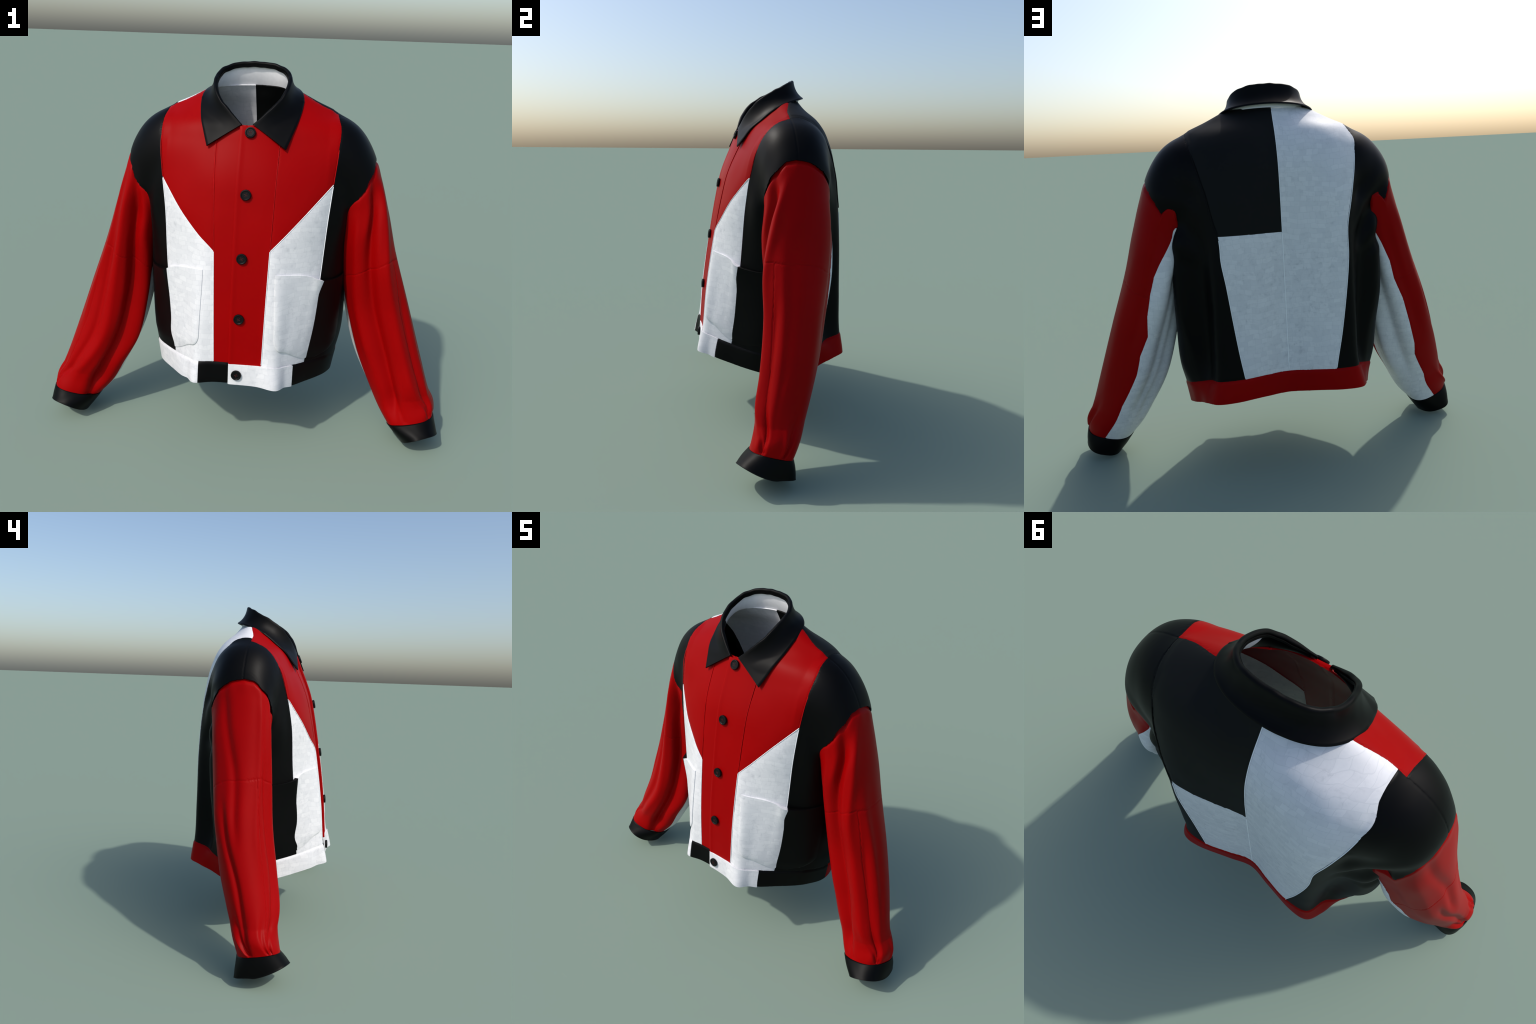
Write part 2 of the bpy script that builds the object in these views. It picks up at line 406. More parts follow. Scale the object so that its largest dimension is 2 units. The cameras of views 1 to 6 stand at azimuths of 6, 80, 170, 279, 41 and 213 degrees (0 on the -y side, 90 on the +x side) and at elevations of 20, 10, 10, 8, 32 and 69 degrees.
# ------------------------------------------------------------------ body shell
def closed_loft(P):
    """P (rows, cols, 3), closed columns; fan caps at both ends."""
    nr, nc = P.shape[:2]
    V = P.reshape(-1, 3); Q = grid_faces(nr, nc, True)
    V = np.concatenate([V, [P[0].mean(0), P[-1].mean(0)]])
    n = nr * nc; i = np.arange(nc); j = (i + 1) % nc
    caps = [[a, n, b] for a, b in zip(i, j)] + [[(nr-1)*nc + b, n + 1, (nr-1)*nc + a] for a, b in zip(i, j)]
    return V, [list(q) for q in Q] + caps

us = np.linspace(-NU, NU, 230, endpoint=False)
zs = np.linspace(.24, 1.75, 160)
TG = torso(us[None, :], zs[:, None])
tV, tF = closed_loft(TG)
allV, allF = [tV], list(tF); off = len(tV)
PH = np.linspace(-PI, PI, 140, endpoint=False)
CAP_Q = np.linspace(0, 1, 80)
capG = {}
def cap_length(ph, drop, side):
    """Arm length at which the surface is `drop` below the cap seam, per angle."""
    sv = np.linspace(.10, .75, 500); out = []
    for a in ph:
        zz = sleeve(np.full(500, a), sv, side, False)[:, 2]
        out.append(np.interp(-(float(lin(CAP, math.degrees(a))) - drop), -zz, sv))
    return np.array(out)
CAP_END = {k: cap_length(PH, .016, k) for k in (1, -1)}
for side in (1, -1):
    G = sleeve(PH[None, :], CAP_Q[:, None] * CAP_END[side][None, :], side, folds=False)
    capG[side] = G
    v, f = closed_loft(G)
    if side == -1: f = [x[::-1] for x in f]
    allV.append(v); allF += [[i + off for i in x] for x in f]; off += len(v)
me = bpy.data.meshes.new("tmp"); me.from_pydata(np.concatenate(allV).tolist(), [], allF)
tmp = bpy.data.objects.new("tmp", me); bpy.context.scene.collection.objects.link(tmp)
md = tmp.modifiers.new("r", "REMESH"); md.mode = "VOXEL"; md.voxel_size = .0074; md.adaptivity = 0
dg = bpy.context.evaluated_depsgraph_get(); ev = tmp.evaluated_get(dg); rm = ev.to_mesh()
V = np.empty(len(rm.vertices) * 3); rm.vertices.foreach_get("co", V); V = V.reshape(-1, 3)
rm.calc_loop_triangles()
F = np.empty(len(rm.loop_triangles) * 3, int); rm.loop_triangles.foreach_get("vertices", F); F = F.reshape(-1, 3)
ev.to_mesh_clear(); bpy.data.objects.remove(tmp); bpy.data.meshes.remove(me)

def relax(V, F, w, it):
    E = np.unique(np.sort(np.concatenate([F[:, [0,1]], F[:, [1,2]], F[:, [2,0]]]), axis=1), axis=0)
    deg = np.bincount(E.ravel(), minlength=len(V))[:, None]
    for _ in range(it):
        S = np.zeros_like(V)
        np.add.at(S, E[:, 0], V[E[:, 1]]); np.add.at(S, E[:, 1], V[E[:, 0]])
        V = V + w[:, None] * (S / deg - V)
    return V

def nearest_sleeve(V, side):
    G = capG[side]; kd = kdtree.KDTree(G.shape[0] * G.shape[1])
    for i, p in enumerate(G.reshape(-1, 3)): kd.insert(p, i)
    kd.balance()
    hit = [kd.find(p) for p in V]
    idx = np.array([h[1] for h in hit])
    return PH[idx % len(PH)], np.array([h[2] for h in hit])

kdt = kdtree.KDTree(TG.shape[0] * TG.shape[1])
for i, p in enumerate(TG.reshape(-1, 3)): kdt.insert(p, i)
kdt.balance()

def near_dist(V):
    """Distances to the torso and to the caps, with the cap angle (only near the arms)."""
    dt = np.full(len(V), 9.0); ds = np.full(len(V), 9.0); ph = np.zeros(len(V))
    for side in (1, -1):
        sel = np.where((side * V[:, 0] > .30) & (V[:, 2] > .85))[0]
        ph[sel], ds[sel] = nearest_sleeve(V[sel], side)
        dt[sel] = [kdt.find(p)[2] for p in V[sel]]
    return dt, ds, ph
V = relax(V, F, np.full(len(V), .5), 2)
dt, ds, ph = near_dist(V)
blend = sstep(.055, .0, dt) * sstep(.055, .0, ds) * sstep(1.0, 1.1, V[:, 2]) * (np.abs(V[:, 0]) > .37)
V = relax(V, F, .6 * blend, 40)
# cloth crumples behind the armpits, running slantwise from sleeve to side
_N = vertex_normals(V, F); _x, _y, _z = np.abs(V[:, 0]), V[:, 1], V[:, 2]
_w = sstep(.10, .18, _y) * sstep(.33, .39, _x) * sstep(.60, .53, _x) * sstep(.98, 1.08, _z) * sstep(1.42, 1.28, _z)
_sd = np.sign(V[:, 0])
V = V + _N * (_w * ((.006 + .004 * (_sd < 0)) * np.sin(30 * (_z - .9 * _x) + 1.2 * _sd + 2 * np.sin(9 * _x + _sd)) + .001 - .003 * (_sd < 0)))[:, None]

# cut the cap seam (field > 0 is beyond the seam and removed)
g = np.full(len(V), -1.0)
for side in (1, -1):
    sel = np.where((side * V[:, 0] > .40) & (V[:, 2] > .8))[0]
    val = lin(CAP, np.degrees(ph[sel])) - V[sel, 2]
    far = (dt[sel] > .010) & (V[sel, 2] > .95)
    val = np.where(ds[sel] > .014, np.where(V[sel, 2] < 1.36, .05, val), val)      # flat end of the cap
    g[sel] = np.where(far, np.clip(val * 3, -1, 1), -1.0)
V, F, g = split(V, F, g)
F = F[(g[F] > 1e-9).sum(1) == 0]
V, F = compact(V, F)

# open the armholes: drop the torso wall that lies inside the sleeves
inside = np.zeros(len(V), bool)
for side in (1, -1):
    ss = np.linspace(.05, 1.0, 120); pp = np.linspace(-PI, PI, 90, endpoint=False)
    G = sleeve(pp[None, :], ss[:, None], side, False)
    c_ = G.mean(1, keepdims=True); n_ = G - c_
    du_ = np.roll(G, -1, 1) - np.roll(G, 1, 1); dv_ = np.gradient(G, axis=0)
    N_ = np.cross(du_, dv_); N_ /= np.maximum(np.linalg.norm(N_, axis=-1, keepdims=True), 1e-9)
    N_ *= np.sign((N_ * n_).sum(-1, keepdims=True))
    kd = kdtree.KDTree(G.shape[0] * G.shape[1])
    for i, p in enumerate(G.reshape(-1, 3)): kd.insert(p, i)
    kd.balance(); Gf, Nf = G.reshape(-1, 3), N_.reshape(-1, 3)
    sel = np.where((side * V[:, 0] > .40) & (V[:, 2] > .80) & (V[:, 2] < 1.30))[0]
    idx = np.array([kd.find(p)[1] for p in V[sel]])
    inside[sel] = ((V[sel] - Gf[idx]) * Nf[idx]).sum(1) < -.030
F = F[~inside[F].all(1)]
V, F = compact(V, F)

# neck and hem cuts
def hem_dip(x, y):
    a = np.degrees(np.arctan2(np.abs(x), -y))
    return smooth([(0,0),(26,0),(40,.015),(58,.036),(81,.058),(97,.084),(110,.06),(122,.030),(135,.003),(150,0),(180,.004)], a)
def hem_z(x, y): return .392 - hem_dip(x, y)
def band_z(x, y): return .494 - .96 * hem_dip(x, y)
def neck_z(y): return smooth([(-.30,1.552),(-.145,1.551),(-.06,1.612),(0,1.655),(.06,1.690),(.12,1.702),(.19,1.712),(.30,1.73)], y)

for fld in (lambda V: V[:, 2] - neck_z(V[:, 1]), lambda V: hem_z(V[:, 0], V[:, 1]) - V[:, 2]):
    f = fld(V)
    V, F, f = split(V, F, f)
    F = F[(f[F] > 1e-9).sum(1) == 0]
    V, F = compact(V, F)

# pattern lines --------------------------------------------------------------
PRINCESS = {1: [(1.62,.392),(1.60,.395),(1.562,.408),(1.472,.406),(1.32,.393),(1.15,.379),(.90,.364),(.65,.345),(.47,.318),(.3,.30)],
           -1: [(1.62,.390),(1.60,.393),(1.562,.400),(1.472,.399),(1.31,.382),(1.18,.366),(.95,.356),(.83,.348),(.646,.333),(.55,.334),(.505,.318),(.47,.316),(.3,.31)]}
BACKSEAM = {1: [(1.62,.392),(1.594,.393),(1.564,.387),(1.487,.367),(1.422,.351),(1.342,.330),(1.21,.304),(1.15,.288),(1.10,.284),(1.06,.284),(.93,.267),(.75,.245),(.60,.225),(.50,.209),(.2,.17)],
           -1: [(1.62,.362),(1.602,.366),(1.553,.385),(1.495,.375),(1.393,.356),(1.26,.325),(1.17,.305),(1.02,.300),(.832,.280),(.66,.255),(.50,.224),(.2,.18)]}
VEE = {1: [(.0,.90),(.134,1.033),(.20,1.103),(.30,1.215),(.393,1.318),(.5,1.44)],
      -1: [(.0,.84),(.118,1.016),(.20,1.090),(.28,1.178),(.382,1.311),(.5,1.47)]}
STRIP = {1: [(.3,.118),(.49,.122),(1.033,.134),(1.30,.141),(1.56,.147)], -1: [(.3,.098),(.49,.102),(1.016,.118),(1.30,.130),(1.56,.138)]}
SHOULDER_Y = .058
def side_of(x): return np.where(x >= 0, 1, -1)
def by_side(tab, z, x): return np.where(x >= 0, smooth(tab[1], z), smooth(tab[-1], z))

def f_frontback(V): return V[:, 1] - SHOULDER_Y - .03 * sstep(.34, .2, np.abs(V[:, 0])) * sstep(1.5, 1.6, V[:, 2])
def f_princess(V): return np.abs(V[:, 0]) - by_side(PRINCESS, V[:, 2], V[:, 0])
def f_backseam(V): return np.abs(V[:, 0]) - by_side(BACKSEAM, V[:, 2], V[:, 0])
def f_vee(V): x = V[:, 0]; return V[:, 2] - np.where(x >= 0, lin(VEE[1], np.abs(x)), smooth(VEE[-1], np.abs(x)))
def f_strip(V): return np.abs(V[:, 0]) - by_side(STRIP, V[:, 2], V[:, 0])
def f_center(V): return V[:, 0] + .006
def f_block(V): return V[:, 2] - (1.149 + .005 * V[:, 0] / .28)
def f_band(V): return band_z(V[:, 0], V[:, 1]) - V[:, 2]
def f_bandR(V): return V[:, 0] - .262
def f_bandL(V): return V[:, 0] + .172
def f_bandside(V): return V[:, 1] + .035

def local_split(V, F, fld, mask):
    """Split only where mask(V) holds (others pushed away from zero)."""
    f = fld(V); m = mask(V)
    f = np.where(m, f, np.where(np.abs(f) < 1e-6, 1e-6, f))
    touched = m[F].all(1)
    V2, F2, _ = split(V, F[touched], f)
    # open T-junctions only occur at the mask edge, which is chosen on other seams
    return V2, np.concatenate([F2, F[~touched]])

front = lambda V: V[:, 1] < SHOULDER_Y
for fld in (f_frontback, f_band, f_princess, f_backseam, f_strip, f_vee, f_center, f_block, f_bandR, f_bandL, f_bandside):
    f = fld(V)
    V, F, _ = split(V, F, f)

c = V[F].mean(1)
isf = f_frontback(c) < 0
band = f_band(c) > 0
x, y, z = c.T
right = x > 0
L = np.zeros(len(F), int)
# 1 chest red, 2 front strip red, 3 front white, 4 side black front, 5 side black back,
# 6 back white long panel, 7 back white short, 8 back black block, 9.. band pieces
pr = f_princess(c) > 0; st = f_strip(c) < 0; ve = f_vee(c) > 0
L[isf] = np.where(pr, 4, np.where(st, 2, np.where(ve, 1, 3)))[isf]
bs = f_backseam(c) > 0
L[~isf] = np.where(bs, 5, np.where(x < -.006, 6, np.where(f_block(c) > 0, 8, 7)))[~isf]
L[isf & (L < 5)] += 0
lr = np.where(x < 0, 20, 0)
L = L + np.where(np.isin(L, [1, 3, 4, 5, 2]), lr, 0)
bl = np.where(isf, np.where(x > .262, 40, np.where(x > -.172, np.where(x > -.03, 41, 42), np.where(y < -.035, 43, 44))), 45)
L = np.where(band, bl, L)
specs = {1: ("chest_panel", "red"), 21: ("chest_panel", "red"), 2: ("front_strip", "red"), 22: ("front_strip", "red"),
         3: ("front_panel", "white"), 23: ("front_panel", "white"),
         4: ("shoulder_and_side_panel", "black"), 24: ("shoulder_and_side_panel", "black"),
         5: ("back_side_panel", "black"), 25: ("back_side_panel", "black"),
         6: ("back_panel", "white"), 7: ("back_panel", "white"), 8: ("back_yoke", "twill"),
         40: ("waistband", "black"), 41: ("waistband", "white"), 42: ("waistband", "black"),
         43: ("waistband", "white"), 44: ("waistband", "black"), 45: ("waistband", "red")}
# the waistband stands slightly proud of the panels above it
N = vertex_normals(V, F)
fb = f_band(V)
V = V + N * (.004 * sstep(0, .012, fb))[:, None]
shell_panels(V, F, L, specs, .006, .0018)

# ------------------------------------------------------------------ patches laid on the torso
def patch(name, u0, u1, ztop, zbot, nu, nz, offset, mat, corner=0.0, thick_edge=True, cut=None, names=None):
    """A cloth patch over torso parameters. u0,u1 functions of q (0 top..1 bottom); offset(p,q) metres."""
    p = np.linspace(0, 1, nu)[None, :]; q = np.linspace(0, 1, nz)[:, None]
    U = u0(q) * (1 - p) + u1(q) * p
    Z = ztop(p) * (1 - q) + zbot(p) * q
    P = torso(U, Z); Nn = torso_normal(U, Z)
    o = offset(p + 0 * q, q + 0 * p)[..., None]
    top = P + Nn * o
    V = top.reshape(-1, 3); F = tris(grid_faces(nz, nu, False)[:, ::-1])
    n0 = np.cross(V[F[0, 1]] - V[F[0, 0]], V[F[0, 2]] - V[F[0, 0]])
    if n0 @ Nn[0, 0] < 0: F = F[:, ::-1]
    base = (P - Nn * .002).reshape(-1, 3)
    return V, F, base

def skirted(V, F, base):
    """Close the patch edge down to the body with its own wall vertices."""
    E = np.concatenate([F[:, [0,1]], F[:, [1,2]], F[:, [2,0]]])
    k = np.sort(E, axis=1); kk = k[:, 0].astype(np.int64) * len(V) + k[:, 1]
    u, first, cnt = np.unique(kk, return_index=True, return_counts=True)
    be = E[first[cnt == 1]]
    n = len(V)
    wall = np.concatenate([np.stack([be[:, 1], be[:, 0], be[:, 0] + n], 1), np.stack([be[:, 1], be[:, 0] + n, be[:, 1] + n], 1)])
    return np.concatenate([V, base]), F, wall

def add_patch(name, V, F, base, mat, label=None):
    VV, FF, wall = skirted(V, F, base)
    N = vertex_normals(VV, FF)
    nb = len(VV); ra = np.unique(wall); mp = np.full(nb, -1); mp[ra] = nb + np.arange(len(ra))
    rn = vertex_normals(VV, wall)[ra]
    # soften the upper edge of the wall
    up = ra < len(V)
    rn[up] = rn[up] * .6 + N[ra[up]] * .4
    V2 = np.concatenate([VV, VV[ra]]); N2 = np.concatenate([N, rn]); F2 = np.concatenate([FF, mp[wall]])
    v, f, n = compact(V2, F2, N2)
    return add_object(name, v, f, mat, root, n)

_ZG = np.linspace(.26, 1.74, 260)
_UF, _UB = np.linspace(0, 7.0, 240), np.linspace(7.5, NU, 240)
_XF, _XB = torso(_UF[None, :], _ZG[:, None])[..., 0], torso(_UB[None, :], _ZG[:, None])[..., 0]

def u_of_x(x, z, back=False):
    """Torso parameter u whose surface has the given x, on the front or back half."""
    x = np.asarray(x, float); z = np.broadcast_to(z, x.shape)
    out = []
    for a, b in zip(np.abs(x).ravel(), z.ravel()):
        k = np.clip((b - _ZG[0]) / (_ZG[1] - _ZG[0]), 0, len(_ZG) - 1.001); i = int(k); f = k - i
        if back: out.append(np.interp(-a, -(_XB[i] * (1 - f) + _XB[i + 1] * f), _UB))
        else: out.append(np.interp(a, _XF[i] * (1 - f) + _XF[i + 1] * f, _UF))
    return np.array(out).reshape(x.shape) * np.where(x < 0, -1, 1)

# button placket: wearer's left front laps over the right
zt, zb = 1.551, .494
def placket():
    nz, nx = 120, 26
    q = np.linspace(0, 1, nz)[:, None]; p = np.linspace(0, 1, nx)[None, :]
    Z = zt * (1 - q) + zb * q + 0 * p
    xl = -.031 + 0 * q; xr = smooth(STRIP[1], (zt * (1 - q) + zb * q)) - .002
    X = xl * (1 - p) + xr * p
    U = u_of_x(X, Z)
    P = torso(U, Z); Nn = torso_normal(U, Z)
    prof = np.interp(p, [0, .04, .16, .5, 1], [.0105, .0125, .0095, .0065, .0018])
    prof = prof + .0025 * np.exp(-((p - .14) / .07) ** 2) * 0
    V = (P + Nn * prof[..., None]).reshape(-1, 3)
    F = tris(grid_faces(nz, nx, False))
    n0 = np.cross(V[F[0, 1]] - V[F[0, 0]], V[F[0, 2]] - V[F[0, 0]])
    if n0 @ Nn[0, 0] < 0: F = F[:, ::-1]
    add_patch("placket", V, F, (P - Nn * .002).reshape(-1, 3), RED)
placket()

def band_tab():
    nz, nx = 16, 40
    q = np.linspace(0, 1, nz)[:, None]; p = np.linspace(0, 1, nx)[None, :]
    X = -.031 * (1 - p) + .262 * p + 0 * q
    Zt = np.full((1, nx), .491); P0 = torso(u_of_x(X[:1], Zt), Zt)
    Zt = band_z(P0[..., 0], P0[..., 1]) - .002; Zb = hem_z(P0[..., 0], P0[..., 1]) - .001
    Z = Zt * (1 - q) + Zb * q
    U = u_of_x(X, Z)
    P = torso(U, Z); Nn = torso_normal(U, Z)
    prof = np.interp(p, [0, .04, .5, 1], [.012, .0135, .010, .0055]) + 0 * q
    V = (P + Nn * prof[..., None]).reshape(-1, 3)
    F = tris(grid_faces(nz, nx, False))
    n0 = np.cross(V[F[0, 1]] - V[F[0, 0]], V[F[0, 2]] - V[F[0, 0]])
    if n0 @ Nn[0, 0] < 0: F = F[:, ::-1]
    add_patch("waistband_tab", V, F, (P + Nn * .002).reshape(-1, 3), WHITE)
band_tab()

# bright glints along the seams, modelled as thin tubes, most in a lightened colour
def torso_at(x, z, back):
    """Torso points at given x (signed) and z, on the front or the back half."""
    u = u_of_x(x, z, back)
    return torso(u, z), torso_normal(u, z)

def seam_glint_tube(pts, z, back, mat, lift=.0005, r=.0016):
    x = np.asarray(pts, float); z = np.asarray(z, float)
    P, N = torso_at(x, z, back)
    P = P + N * lift
    T = np.gradient(P, axis=0); T /= np.linalg.norm(T, axis=1, keepdims=True)
    B = np.cross(T, N)
    a = np.linspace(0, 2 * PI, 7, endpoint=False)
    V = P[:, None] + r * (np.cos(a)[None, :, None] * B[:, None] + np.sin(a)[None, :, None] * N[:, None])
    ob = add_object("seam_glint_tube", V.reshape(-1, 3), [list(q) for q in grid_faces(len(P), 7, True)], mat, root)
    ob["kind"] = "stuff"

for sd in (1, -1):
    zz = np.linspace(.50, {1: 1.31, -1: 1.305}[sd], 60)
    seam_glint_tube(sd * smooth(PRINCESS[sd], zz), zz, False, GLINT_WHITE)
    zz = np.linspace({1: 1.32, -1: 1.315}[sd], 1.55, 40)
    seam_glint_tube(sd * smooth(PRINCESS[sd], zz), zz, False, GLINT_RED)
    xx = np.linspace({1: .134, -1: .118}[sd], {1: .392, -1: .381}[sd], 60)
    zz = lin(VEE[1], xx) if sd == 1 else smooth(VEE[-1], xx)
    seam_glint_tube(sd * xx, zz, False, GLINT_WHITE)
    zz = np.linspace(.50, {1: 1.033, -1: 1.016}[sd], 50)
    seam_glint_tube(sd * smooth(STRIP[sd], zz), zz, False, GLINT_WHITE, .0012 if sd == 1 else .0005)
    zz = np.linspace({1: 1.033, -1: 1.016}[sd], 1.50, 50)
    seam_glint_tube(sd * smooth(STRIP[sd], zz), zz, False, GLINT_RED, .0012 if sd == 1 else .0005)
zz = np.linspace(.50, 1.148, 60); seam_glint_tube(np.full(60, -.006), zz, True, GLINT_WHITE, .0003, .0024)
zk = np.linspace(1.16, 1.575, 60); seam_glint_tube(smooth(BACKSEAM[1], zk) + .001, zk, True, BLACK, .0005, .0032)
seam_glint_tube(np.full(60, -.006), np.linspace(1.150, 1.69, 60), True, GLINT_WHITE)
seam_glint_tube(smooth(BACKSEAM[1], zz[:-1]), zz[:-1], True, GLINT_WHITE)
zz = np.linspace(.50, 1.52, 90); seam_glint_tube(-smooth(BACKSEAM[-1], zz), zz, True, GLINT_WHITE)

# patch pockets, one each side, lying across the white / black side seam
def pocket(side):
    nz, nu = 70, 90
    q = np.linspace(0, 1, nz)[:, None]; p = np.linspace(0, 1, nu)[None, :]
    # rounded lower corners
    r = .16
    inset = np.where(q > 1 - r, 1 - np.sqrt(np.maximum(0, 1 - ((q - (1 - r)) / r) ** 2)), 0)
    u0 = 2.0 + .62 * inset; u1 = 6.55 - .9 * inset - .25 * q
    U = (u0 * (1 - p) + u1 * p)
    Zt = smooth([(0,.930),(.35,.912),(.68,.876),(.85,.862),(1,.862)], p)
    Zb = smooth([(0,.560),(.25,.540),(.66,.502),(1,.470)], p)
    Z = Zt * (1 - q) + Zb * q
    P = torso(U, Z); Nn = torso_normal(U, Z)
    e = np.minimum(np.minimum(p, 1 - p) * 9, (1 - q) * 7); e = np.clip(e, 0, 1)
    e = 1 - (1 - e) ** 3
    mouth = np.exp(-((p - .62) / .16) ** 2) * np.clip(1 - q / .35, 0, 1) ** 1.5
    off = .0035 + .0055 * e + .017 * mouth
    V = (P + Nn * off[..., None]); B = P - Nn * .002
    V = V.reshape(-1, 3); B = B.reshape(-1, 3)
    F = tris(grid_faces(nz, nu, False))
    n0 = np.cross(V[F[0, 1]] - V[F[0, 0]], V[F[0, 2]] - V[F[0, 0]])
    if n0 @ Nn[0, 0] < 0: F = F[:, ::-1]
    if side < 0:
        V = V * [-1, 1, 1]; B = B * [-1, 1, 1]; F = F[:, ::-1]
    f = np.abs(V[:, 0]) - (by_side(PRINCESS, V[:, 2], V[:, 0]) + .004 + (.018 * sstep(.80, .90, V[:, 2]) if side > 0 else -.002))
    V, F, f, B = split(V, F, f, B)
    blk = (f[F] > 1e-9).any(1)
    for m, mat in ((blk, BLACK), (~blk, WHITE)):
        v, fc, bb = compact(V, F[m], B)
        add_patch("pocket", v, fc, bb, mat)
for side in (1, -1): pocket(side)

# ------------------------------------------------------------------ sleeves
UNDER = {1: [(.0,-90),(.13,-88),(.318,-82),(.49,-86),(.593,-84),(.69,-90),(.79,-82),(.90,-80),(.975,-83),(1.08,-97),(1.19,-110),(1.27,-178)],
        -1: [(.0,-90),(.13,-89),(.276,-82),(.416,-90),(.485,-86),(.61,-86),(.75,-88),(.86,-97),(.95,-98),(1.05,-108),(1.17,-128),(1.24,-178)]}
_RA, _RZ = np.linspace(-PI, PI, 181), np.linspace(.9, 1.5, 61)
_RT = []
for _z in _RZ:
    _p = torso(np.linspace(-NU, NU, 400), np.full(400, _z)); _a = np.arctan2(_p[:, 0], -_p[:, 1]); _o = np.argsort(_a)
    _RT.append(np.interp(_RA, _a[_o], np.hypot(_p[:, 0], _p[:, 1])[_o], period=2 * PI))
_RT = np.array(_RT)
def body_radius(a, z):
    """Horizontal radius of the torso in direction a at height z (0 outside the armpit band)."""
    i = np.clip(((z - .9) / .01).astype(int), 0, 60); j = np.clip(((a + PI) / (2 * PI) * 180).round().astype(int), 0, 180)
    return np.where((z > .9) & (z < 1.5), _RT[i, j], 0.0)
def build_sleeve(side):
    ns, nph = 190, 180
    ph = np.linspace(-PI, PI, nph, endpoint=False)
    S_END = SKT[side][-1]
    start = cap_length(ph, -.022, side)          # a little above the cap seam
    q = np.linspace(0, 1, ns)[:, None]
    S = start[None, :] * (1 - q) + S_END * q
    P = sleeve(ph[None, :] + 0 * S, S, side)
    # tuck the top edge beneath the cap
    d = S - start[None, :]
    cen = P.mean(1, keepdims=True)
    tuck = .001 + .011 * sstep(.034, .012, d) - .002 * np.exp(-((d - .045) / .02) ** 2) * (.5 + .5 * np.sin(9 * ph[None, :] + 2 * np.sin(4 * ph[None, :])))
    R = P - cen; R = R / np.linalg.norm(R, axis=-1, keepdims=True)
    P = P - R * tuck[..., None]
    V = P.reshape(-1, 3); F = tris(grid_faces(ns, nph, True))
    a = np.tile(ph, ns); s = S.ravel()
    if side < 0: F = F[:, ::-1]
    # orient outward
    n0 = np.cross(V[F[0, 1]] - V[F[0, 0]], V[F[0, 2]] - V[F[0, 0]])
    if n0 @ R.reshape(-1, 3)[F[0, 0]] < 0: F = F[:, ::-1]
    # remove angle wrap for fields: use degrees measured from inner side
    def wrap(deg): return (deg + 360) % 360
    cosA, sinA = np.cos(a), np.sin(a)
    def ang(): return np.degrees(np.arctan2(sinA, cosA))
    zc = V[:, 2].copy()
    att = [s, cosA, sinA, zc]
    # cut away what would hang inside the body
    aa = np.arctan2(V[:, 0], -V[:, 1]); rr = np.hypot(V[:, 0], V[:, 1])
    inside = rr < body_radius(aa, V[:, 2]) - .022
    F = F[~inside[F].all(1)]
    # white underside: between a back line and an inner-front line
    def fields(s, ca, sa, z):
        A = np.degrees(np.arctan2(sa, ca))
        back = lin(UNDER[side], z)
        fr = np.full_like(z, 171.0) if side < 0 else smooth([(.0,162),(.3,166),(.6,166),(1.0,178),(1.2,179)], z)
        A2 = wrap(A)                                  # 0..360, inner = 180
        b2 = back + 360
        return np.where(A2 > 180, A2 - b2, -1e3), np.where(A2 <= 180, fr - A2, 1e3), A
    def cut(V, F, att, fn):
        f = fn(*att)
        r = split(V, F, f, *att)
        return r[0], r[1], list(r[3:])
    V, F, att = cut(V, F, att, lambda s, ca, sa, z: np.clip(fields(s, ca, sa, z)[0], -60, 60))
    V, F, att = cut(V, F, att, lambda s, ca, sa, z: np.clip(-fields(s, ca, sa, z)[1], -60, 60))
    elbow = lambda s, ca, sa, z: s - (.655 - .012 * side - .026 * sa + .010 * ca + .005 * np.sin(5 * np.arctan2(sa, ca)))
    V, F, att = cut(V, F, att, elbow)
    line = lambda s, ca, sa, z: np.where(ca > -.2, np.degrees(np.arctan2(sa, np.maximum(ca, -.2))) - smooth([(.60,39),(.70,42),(.86,50),(1.05,50),(1.25,45),(1.45,30)], s), 50.)
    V, F, att = cut(V, F, att, line)
    s, ca, sa, z = [x[F].mean(1) for x in att]
    # average angle via components
    b, fr, A = fields(s, ca, sa, z)
    white = np.where(((A + 360) % 360) > 180, b < 0, fr < 0)
    el = elbow(s, ca, sa, z) > 0; ln = line(s, ca, sa, z) > 0
    L = np.where(white, 1, np.where(el, np.where(ln, 3, 4), 2))
    sl = bpy.data.objects.new("sleeve", None); bpy.context.scene.collection.objects.link(sl); sl.parent = root
    specs = {1: ("sleeve_underside", "white"), 2: ("upper_sleeve", "red"), 3: ("lower_sleeve_front", "red"), 4: ("lower_sleeve_back", "red")}
    shell_panels(V, F, L, specs, .005, .0022, {k: sl for k in specs})
    # cuff
    T = sleeve(ph, np.full(nph, S_END), side, False)
    c, d = np.cos(ph), np.sin(ph)
    pw = 2 / 2.6
    cc = np.sign(c) * np.abs(c) ** pw; dd = np.sign(d) * np.abs(d) ** pw
    x = .914 + .082 * cc + .004 * dd
    y = -.139 - .121 * dd + .022 * cc
    zz = .003 + (.44 if side > 0 else .38) * (x - .832) + .085 * np.clip((-.105 - y) / .16, 0, 1) ** 1.4 - .01 * sstep(-.1, 0, y)
    B = np.stack([side * x, y, zz], -1)
    q = np.linspace(0, 1, 22)[:, None, None]
    bulge = .003 * np.sin(PI * np.clip(q * 1.1, 0, 1)) + .003
    P = T[None] * (1 - q) + B[None] * q
    cen = P.mean(1, keepdims=True); R = P - cen; R = R / np.linalg.norm(R, axis=-1, keepdims=True)
    wob = .0015 * np.sin(3 * ph + side)[None, :, None] * q
    outer = P + R * (bulge + wob)
